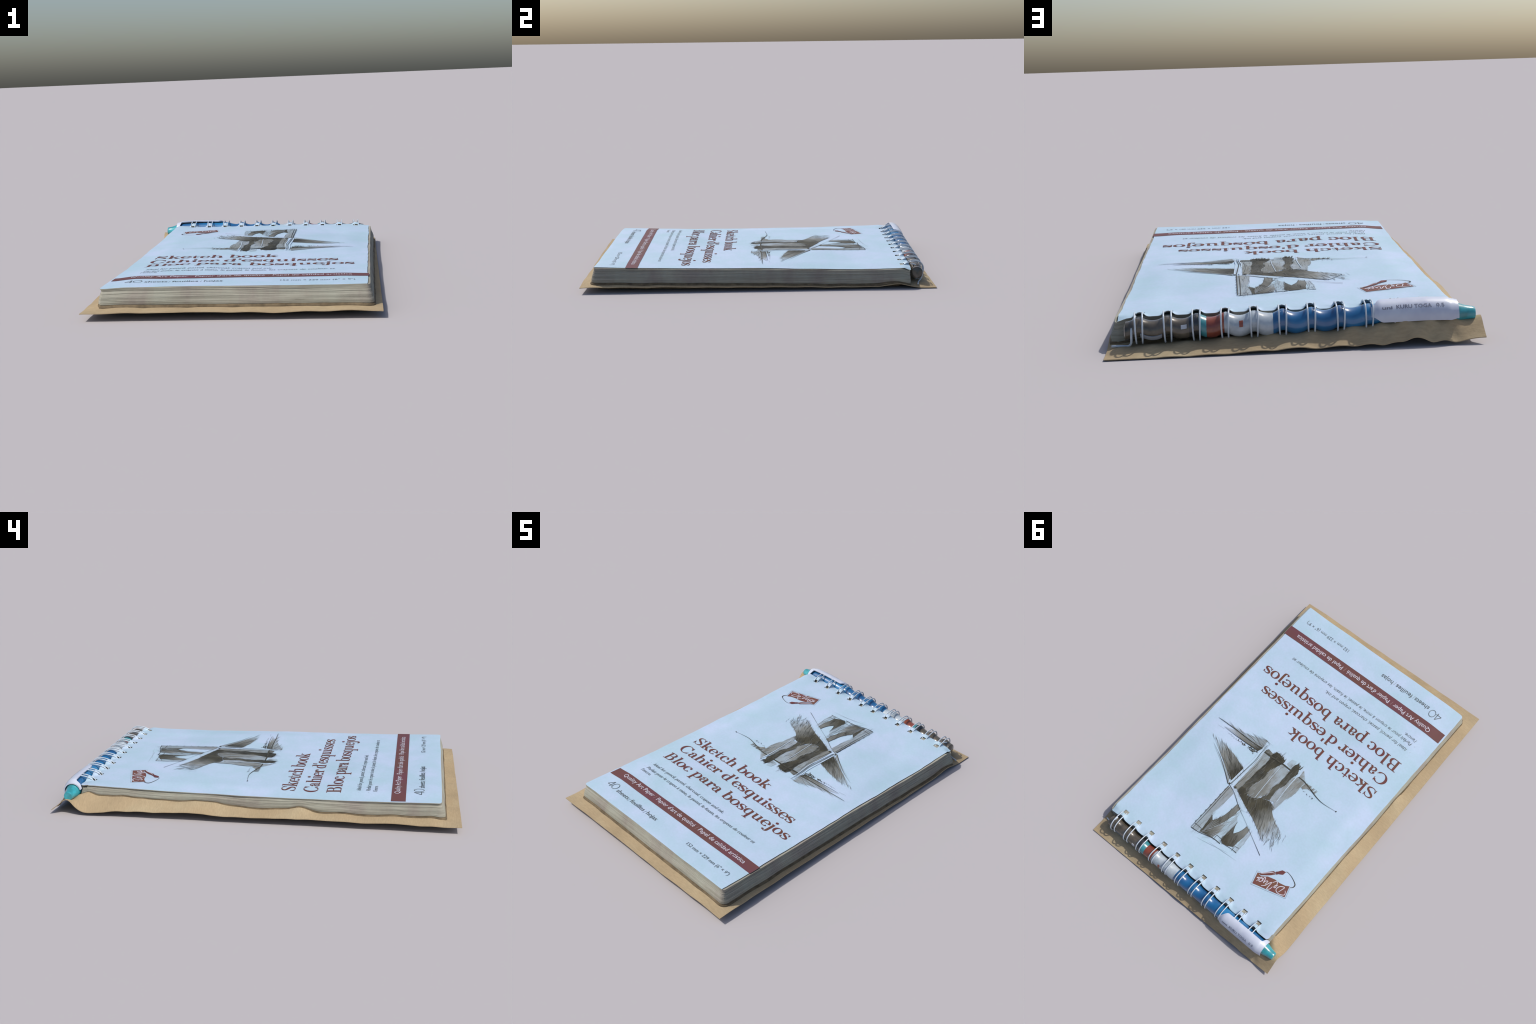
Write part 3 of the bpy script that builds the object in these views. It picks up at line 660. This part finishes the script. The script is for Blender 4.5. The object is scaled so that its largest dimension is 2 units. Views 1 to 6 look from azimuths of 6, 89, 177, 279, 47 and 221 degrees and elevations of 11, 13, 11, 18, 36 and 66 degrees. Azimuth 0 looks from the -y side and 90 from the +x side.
def inside(p, x, y):
    c = False
    for (x0, y0), (x1, y1) in zip(p, p[1:] + p[:1]):
        if (y0 > y) != (y1 > y) and x < (x1 - x0) * (y - y0) / (y1 - y0) + x0: c = not c
    return c
def hatching(shape, n, ang, ln, wd, spread=.15, grow=0.0):
    """short tapering pencil strokes scattered inside a shape (and a little past its edge)"""
    P = SHAPE[shape]; xs = [a for a, _ in P]; ys = [b for _, b in P]; out = []; tries = 0
    while len(out) < n and tries < n * 40:
        tries += 1
        x, y = random.uniform(min(xs) - grow, max(xs) + grow), random.uniform(min(ys) - grow, max(ys) + grow)
        if not inside(P, x, y): continue
        a = random.gauss(ang, spread); l = ln * random.uniform(.5, 1.3) / 2; w = wd * random.uniform(.6, 1.4)
        dx, dy = math.cos(a) * l, math.sin(a) * l; b = random.uniform(-.1, .1) * l
        out.append(ribbon([(x - dx, y - dy), (x - dy * .1 + b * .3, y + dx * .1), (x + dx, y + dy)], [w * .2, w, w * .15], 3))
    return out
def chalk_line(k, w): return ribbon(STROKE[k], w)
dark, mid, faint, white = [], [], [], []
HATCH = (("deck_shadow", 50, 45, 0, 2.02, .055), ("opening_right", 22, 8, 0, 1.48, .06), ("opening_left", 20, 8, 0, 1.5, .05), ("deck_right", 22, 34, 6, 2.50, .07),
         ("pier_mid_low", 3, 40, 14, 1.5, .040), ("pier_left_low", 2, 34, 14, 1.5, .040), ("pier_right_low", 3, 22, 8, 1.5, .05), ("arch_right", 12, 8, 0, 1.9, .05), ("arch_left", 12, 8, 0, 1.7, .05),
         ("arch_right_fan", 0, 18, 12, 1.12, .08), ("shore_right", 0, 22, 26, 3.0, .07), ("pier_right_up", 0, 10, 26, 1.55, .07), ("pier_mid_up", 0, 3, 24, 1.5, .06), ("pier_left_up", 0, 2, 12, 1.5, .05), ("mist", 0, 6, 4, 1.5, .03))
for nm, nd_, nm_, nf_, ang, ln in HATCH:
    dark += hatching(nm, nd_, ang, ln, .0013, .10); mid += hatching(nm, nm_, ang, ln, .0012, .13); faint += hatching(nm, nf_, ang, ln * 1.2, .0016, .10)
def feather(shape, n, ang, ln, out):
    """soft the rim of a shaded patch with strokes that start on its edge"""
    P = SHAPE[shape]; E = list(zip(P, P[1:] + P[:1])); L = [math.dist(p, q) for p, q in E]
    for i in range(n):
        (x0, y0), (x1, y1) = random.choices(E, L)[0]; t = random.random(); x, y = x0 + (x1 - x0) * t, y0 + (y1 - y0) * t
        a = random.gauss(ang, .12); l = ln * random.uniform(.4, 1.2) / 2; dx, dy = math.cos(a) * l, math.sin(a) * l
        out.append(ribbon([(x - dx, y - dy), (x, y), (x + dx, y + dy)], [.0003, .0016, .0003], 3))
for nm, n, ang, ln in (("opening_right", 34, 1.46, .035), ("opening_left", 34, 1.5, .035), ("deck_shadow", 30, 2.0, .035), ("arch_right", 12, 1.8, .03), ("arch_left", 12, 1.7, .03)):
    feather(nm, n, ang, ln, dark if nm.startswith("open") else mid); feather(nm, n // 2, ang, ln, mid)
for nm, n, ang, ln in (("pier_mid_low", 22, 1.5, .04), ("pier_left_low", 26, 1.5, .04), ("shore_right", 26, 3.0, .05), ("deck_right", 24, 2.5, .05), ("pier_right_low", 14, 1.5, .04)):
    feather(nm, n, ang, ln, mid if nm == "deck_right" else faint)
# the shadow under the deck breaks up into loose strokes
for i in range(58):
    t = random.random(); x = -.185 - .085 * t + random.gauss(0, .012); y = .355 + .12 * random.random()
    l = random.uniform(.014, .040); a = random.gauss(2.0, .22)
    (mid if i % 4 == 0 else faint).append(ribbon([(x, y), (x + l * math.cos(a) * .5, y + l * math.sin(a) * .5), (x + l * math.cos(a), y + l * math.sin(a))], [.0004, .0022, .0003], 3))
# rays fanning out from the tower's corner, and faint construction lines
for i in range(5):
    a = math.radians(226 + i * 8); L = .15 - .008 * i
    faint.append(ribbon([(.094, .658), (.100 + L * .5 * math.cos(a) * .6, .664 + L * .5 * math.sin(a)), (.100 + L * .62 * math.cos(a), .664 + L * math.sin(a))], [.0004, .0016, .0004], 3))
faint += [ribbon([(-.10, .66), (.00, .685), (.10, .705)], [.0006, .0012, .0004]), ribbon([(.02, .68), (-.08, .672), (-.17, .664)], [.0006, .0014, .0004])]
# outlines
for k, w in (("tower_edge", [.003, .0034, .004]), ("tower_edge2", [.002, .003, .0024]), ("tower_top", [.004, .003, .004, .003]), ("top_left", [.003, .002, .003]),
             ("cap1", [.0022]), ("cap2", [.0022]), ("cap3", [.002]), ("cap4", [.002]), ("cap5", [.0018]), ("cap6", [.002]), ("cap7", [.002]),
             ("rail_line", [.0028, .0016, .0010, .0022, .0020, .003]), ("deck_edge_line", [.004, .0024, .0014, .0006]), ("arch_r_edge", [.001, .0012, .0016, .002]), ("arch_l_edge", [.001, .0012, .0016, .002]), 
             ("shore_line_left", [.0070, .0055, .0042, .0024, .0008]), ("shore_line_mid", [.008, .009, .008, .008]), ("shore_line_r1", [.0012, .004, .006, .007]), ("shore_line_r2", [.0008, .0035, .0060]), ("shore_line_r3", [.0006, .0018, .0006])):
    dark.append(chalk_line(k, w))
dark += [ribbon([(.164, .333), (.157, .206), (.154, .133), (.160, .076), (.163, .004)], [.0040, .0036, .0028, .0030, .001]), ribbon([(.139, .34), (.128, .25), (.127, .17), (.134, .09)], [.002, .0018, .0014, .0008])]
dark += [g_disc(.170, .338, .006), g_disc(.128, .335, .007), g_disc(-.408, .0752, .004)]
for i in range(7):                                        # little notches down the outside of the tower
    y = .64 - i * .042; dark.append(ribbon([(.160, y), (.164 + .004 * random.random(), y - .006), (.163, y - .016)], [.001, .0022, .001], 3))
white += [chalk_line("rail_a", [.0052, .0042, .0042, .0040, .0030]), chalk_line("rail_b", [.0045, .0040, .0040, .0036, .0028]), chalk_line("mid_seam", [.0022, .0026, .0022]), chalk_line("left_seam", [.0026, .0032, .0045, .0026])]
# bushes along both shores: clusters of small blots
def bush(k, n, up, r0, r1):
    C = catmull(STROKE[k], 12); out = []
    for i in range(n):
        s = random.random() ** 1.3; c = C[int((1 - s) * (len(C) - 1))]
        r = (r0 + (r1 - r0) * (1 - s)) * random.uniform(.5, 1.2); x = c.x + random.gauss(0, .006); y = c.y + random.uniform(-.25, 1) * up * (1.15 - s)
        m = 6; ph = random.uniform(0, 6)
        out.append([[(x + r * random.uniform(.6, 1.2) * math.cos(ph + q * 2 * math.pi / m), y + r * random.uniform(.5, 1) * math.sin(ph + q * 2 * math.pi / m)) for q in range(m)]])
    return out
dark += bush("bush_r", 46, .013, .0014, .0058); mid += bush("bush_r", 34, .020, .0016, .0046)
dark += bush("bush_l", 9, .010, .0030, .0026); mid += bush("bush_l", 12, .014, .0024, .0022)
for i in range(16):
    x = random.uniform(-.245, -.165); mid.append(ribbon([(x, .070), (x - .004, .058 - .012 * random.random()), (x - .006, .046)], [.003, .0022, .0006], 3))
for i in range(14):                                       # foliage spilling out under the openings
    x = random.choice([random.uniform(.02, .09), random.uniform(-.085, -.05)]); y = .012 if x > 0 else -.008
    dark.append(ribbon([(x, y + .016), (x + random.gauss(0, .004), y), (x + random.gauss(0, .006), y - random.uniform(.004, .016))], [.006, .004, .0008], 3))
quads_drape("pencil_stroke_faint", faint, M_lead3, DRAW, 3, "stuff", .00006)
quads_drape("pencil_stroke_mid", mid, M_lead2, DRAW, 4, "stuff", .00006)
quads_drape("pencil_stroke_dark", dark, M_lead, DRAW, 6, "stuff", .00006)
quads_drape("bare_paper_stroke", white, M_chalk, DRAW, 8, "stuff", .00006)

# ------------------------------------------------------------------ wire binding
def tube(path, r, seg=10, cap=True):
    P = catmull(path, 5); V, F = [], []
    T0 = None; up = Vector((1, 0, 0))
    for i, c in enumerate(P):
        t = (P[min(i + 1, len(P) - 1)] - P[max(i - 1, 0)]).normalized()
        up = (up - t * up.dot(t)).normalized(); s = t.cross(up)
        for k in range(seg):
            a = 2 * math.pi * k / seg; V.append(c + (up * math.cos(a) + s * math.sin(a)) * r)
    n = len(P)
    for i in range(n - 1):
        for k in range(seg):
            a, b = i * seg + k, i * seg + (k + 1) % seg; F.append([a, b, b + seg, a + seg])
    if cap: F += [list(range(seg))[::-1], [(n - 1) * seg + k for k in range(seg)]]
    return V, F
LOOP = [(-.083, -.006), (-.079, .016), (-.066, .028), (-.040, .0385), (-.016, .0430), (.006, .0430), (.025, .0355), (.0375, .0195), (.0425, .000), (.040, -.022), (.032, -.042), (.018, -.056), (-.004, -.062)]
def wire_pair():
    V, F = [], []
    for sx in (-1, 1):
        path = [(sx * (.0115 + .0020 * math.sin(i / 3.0)), dv, dz) for i, (dv, dz) in enumerate(LOOP)]
        v, f = tube(path, .0031); b = len(V); V += [(CT * p.x + ST * p.y, -ST * p.x + CT * p.y, p.z) for p in v]; F += [[b + q for q in g] for g in f]
    return V, F
wv, wf = wire_pair()
ring0 = None
for k, ru in enumerate(RING_U):
    loc_ = world(ru, PEN_V, prof(RING_Z, ru))
    if ring0 is None:
        ring0 = mesh_obj("wire_ring", wv, wf, M_wire, BOOK); o = ring0
    else:
        o = ring0.copy(); bpy.context.scene.collection.objects.link(o); o.parent = BOOK
    o.location = loc_; o.rotation_euler = (random.gauss(0, .012), 0, random.gauss(0, .035))
# the coil's free end, bent along the card
tv, tf = tube([world(.520, .905, .118), world(.528, .950, .098), world(.530, .966, .066), world(.533, .958, .036), world(.545, .945, .022), world(.570, .936, .020), world(.605, .930, .019)], .0042)
mesh_obj("wire_end", tv, tf, M_wire, BOOK)

# ------------------------------------------------------------------ pen
PEN = empty("pen", "slim blue pen with white printed clip and teal tip", "pen")
def pen_ring(u, r, a0=0, a1=360, n=28, smoothed=False):
    z0 = (prof(PEN_REST, u) if smoothed else pen_axis(u)); full = abs(a1 - a0) >= 360; out = []
    for k in range(n if full else n + 1):
        a = math.radians(a0 + (a1 - a0) * k / n); out.append(world(u, PEN_V + r * math.cos(a), z0 + r * math.sin(a)))
    return out
def barrel(name, prof_, mat, parent=PEN):
    V, F = [], []; n = 28
    dense = [prof_[0]]
    for (ua, ra), (ub, rb) in zip(prof_, prof_[1:]):
        q = max(1, int(abs(ub - ua) / .008)); dense += [(ua + (ub - ua) * i / q, ra + (rb - ra) * i / q) for i in range(1, q + 1)]
    prof_ = dense
    for u, r in prof_: V += pen_ring(u, r, n=n)
    for i in range(len(prof_) - 1):
        for k in range(n):
            a, b = i * n + k, i * n + (k + 1) % n; F.append([a, b, b + n, a + n])
    m = len(prof_) - 1; F += [list(range(n))[::-1], [m * n + k for k in range(n)]]
    o = mesh_obj(name, V, F, mat, parent); o.data.flip_normals() if False else None
    bm = bmesh.new(); bm.from_mesh(o.data); bmesh.ops.recalc_face_normals(bm, faces=bm.faces[:]); bm.to_mesh(o.data); bm.free(); sharp(o, 40); return o
def shell(name, u0, u1, ra, th, ang, mat, parent=PEN, nu=30, na=16, clip=False):
    """a curved plate on the barrel; ang(t) gives its lower and upper edge angle, ra(t) its radius"""
    V, F = [], []
    for i in range(nu + 1):
        t = i / nu; u = u0 + (u1 - u0) * t; a0, a1 = ang(t); r = ra(t)
        V += pen_ring(u, r, a0, a1, na, clip); V += pen_ring(u, r - th, a0, a1, na, clip)
    w = 2 * (na + 1)
    for i in range(nu):
        for k in range(na):
            a = i * w + k; F.append([a, a + 1, a + 1 + w, a + w]); a += na + 1; F.append([a + w, a + 1 + w, a + 1, a])
        for k in (0, na):
            a = i * w + k; F.append([a, a + w, a + w + na + 1, a + na + 1])
    for i in (0, nu):
        for k in range(na):
            a = i * w + k; F.append([a, a + 1, a + na + 2, a + na + 1])
    o = mesh_obj(name, V, F, mat, parent)
    bm = bmesh.new(); bm.from_mesh(o.data); bmesh.ops.recalc_face_normals(bm, faces=bm.faces[:]); bm.to_mesh(o.data); bm.free(); sharp(o, 40); return o

R = .0385
barrel("barrel_end", [(.556, .029), (.552, .0340), (.40, .0355), (.335, .0365), (.330, .037)], mat_plastic("smoky_plastic", (.030, .028, .020), (.115, .095, .070), .22, .6, 14))
barrel("black_collar", [(.330, .0372), (.325, .0382), (.300, .0382), (.296, .0372)], mat_plastic("black_plastic", (.016, .018, .022), (.03, .032, .035), .18, .7))
barrel("teal_collar", [(.296, .0370), (.292, .0380), (.274, .0380), (.270, .0370)], mat_plastic("teal_plastic", (.03, .17, .20), (.05, .27, .31), .25, .6, 20))
barrel("red_section", [(.270, .0366), (.262, .0372), (.215, .0372), (.208, .0366)], mat_plastic("red_plastic", (.150, .026, .018), (.24, .060, .030), .22, .6, 20))
barrel("clear_section", [(.208, .0368), (.202, .0385), (.120, .0378), (.100, .0372), (.085, .0405), (.062, .0415), (.044, .0400), (.038, .0385)], mat_plastic("milky_plastic", (.27, .32, .36), (.42, .48, .53), .22, .7, 22))
shell("red_window", .156, .143, lambda t: .0392, .003, lambda t: (8, 42), mat_plastic("red_plastic_window", (.22, .05, .025), (.28, .07, .035), .3, .4), nu=4)
barrel("blue_grip", [(.038, .0380), (.032, .0388), (-.15, R), (-.40, R), (-.585, .0360), (-.592, .034)], mat_plastic("blue_plastic", (.010, .080, .22), (.014, .165, .37), .22, .8, 6))
shell("pale_strip", .500, .425, lambda t: .0385, .004, lambda t: (-50, -22), mat_plastic("pale_grey", (.23, .25, .28), (.27, .29, .33), .25, .6), nu=8)
shell("highlight_plate", .358, .338, lambda t: .0385, .003, lambda t: (12, 34), mat_plastic("painted_highlight_white", (.45, .47, .50), (.5, .52, .55), .3, .4), nu=4)  # pale plate that draws the glint on the black barrel
def clip_r(t): return .0515 - .009 * (1 - smooth(t / .10)) - .005 * smooth((t - .88) / .12) + .0015 * math.sin(t * 3.1)
def clip_a(t):
    e = 1 - smooth(t / .14)
    return -20 + 26 * e + 8 * smooth((t - .9) / .1), 104 - 48 * e + 60 * smooth((t - .90) / .06)
CLIP = shell("pen_clip", -.305, -.612, clip_r, .006, clip_a, mat_plastic("white_plastic", (.46, .49, .60), (.53, .57, .66), .35, .3, 16), nu=44, na=20, clip=True)
TIP = barrel("pen_tip", [(-.592, .0375), (-.600, .0375), (-.622, .0330), (-.645, .0265), (-.672, .0225), (-.676, .0205)], mat_plastic("teal_tip_plastic", (.025, .20, .22), (.04, .38, .46), .22, .7, 18))

# print on the clip, wrapped round its curve
def clip_text(text, u0, u1, xh, a_mid, mat, bold=.0):
    cu = bpy.data.curves.new("tmp", "FONT"); cu.body = text; cu.size = 1; cu.offset = bold; cu.resolution_u = 2
    ob = bpy.data.objects.new("tmp", cu); bpy.context.scene.collection.objects.link(ob)
    dg = bpy.context.evaluated_depsgraph_get(); me = bpy.data.meshes.new_from_object(ob.evaluated_get(dg))
    vs = [v.co.copy() for v in me.vertices]; fs = [list(p.vertices) for p in me.polygons]
    bpy.data.objects.remove(ob); bpy.data.curves.remove(cu); bpy.data.meshes.remove(me)
    a, b = min(v.x for v in vs), max(v.x for v in vs); h = max(v.y for v in vs); V = []
    for v in vs:
        u = u0 + (v.x - a) / (b - a) * (u1 - u0); t = (u + .305) / -.307; r = clip_r(t) + .0009
        th = math.radians(a_mid) + (v.y / h - .5) * xh / r
        V.append(world(u, PEN_V + r * math.cos(th), prof(PEN_REST, u) + r * math.sin(th)))
    o = mesh_obj("clip_lettering", V, fs, mat, CLIP, "stuff", shade=False)
M_clip = mat_ink("clip_ink", (.16, .17, .22), (.22, .23, .29))
clip_text("uni", -.342, -.378, .012, 38, M_clip, .02)
clip_text("KURU TOGA", -.392, -.516, .015, 40, M_clip, .015)
clip_text("0.5", -.532, -.560, .015, 42, M_clip, .01)
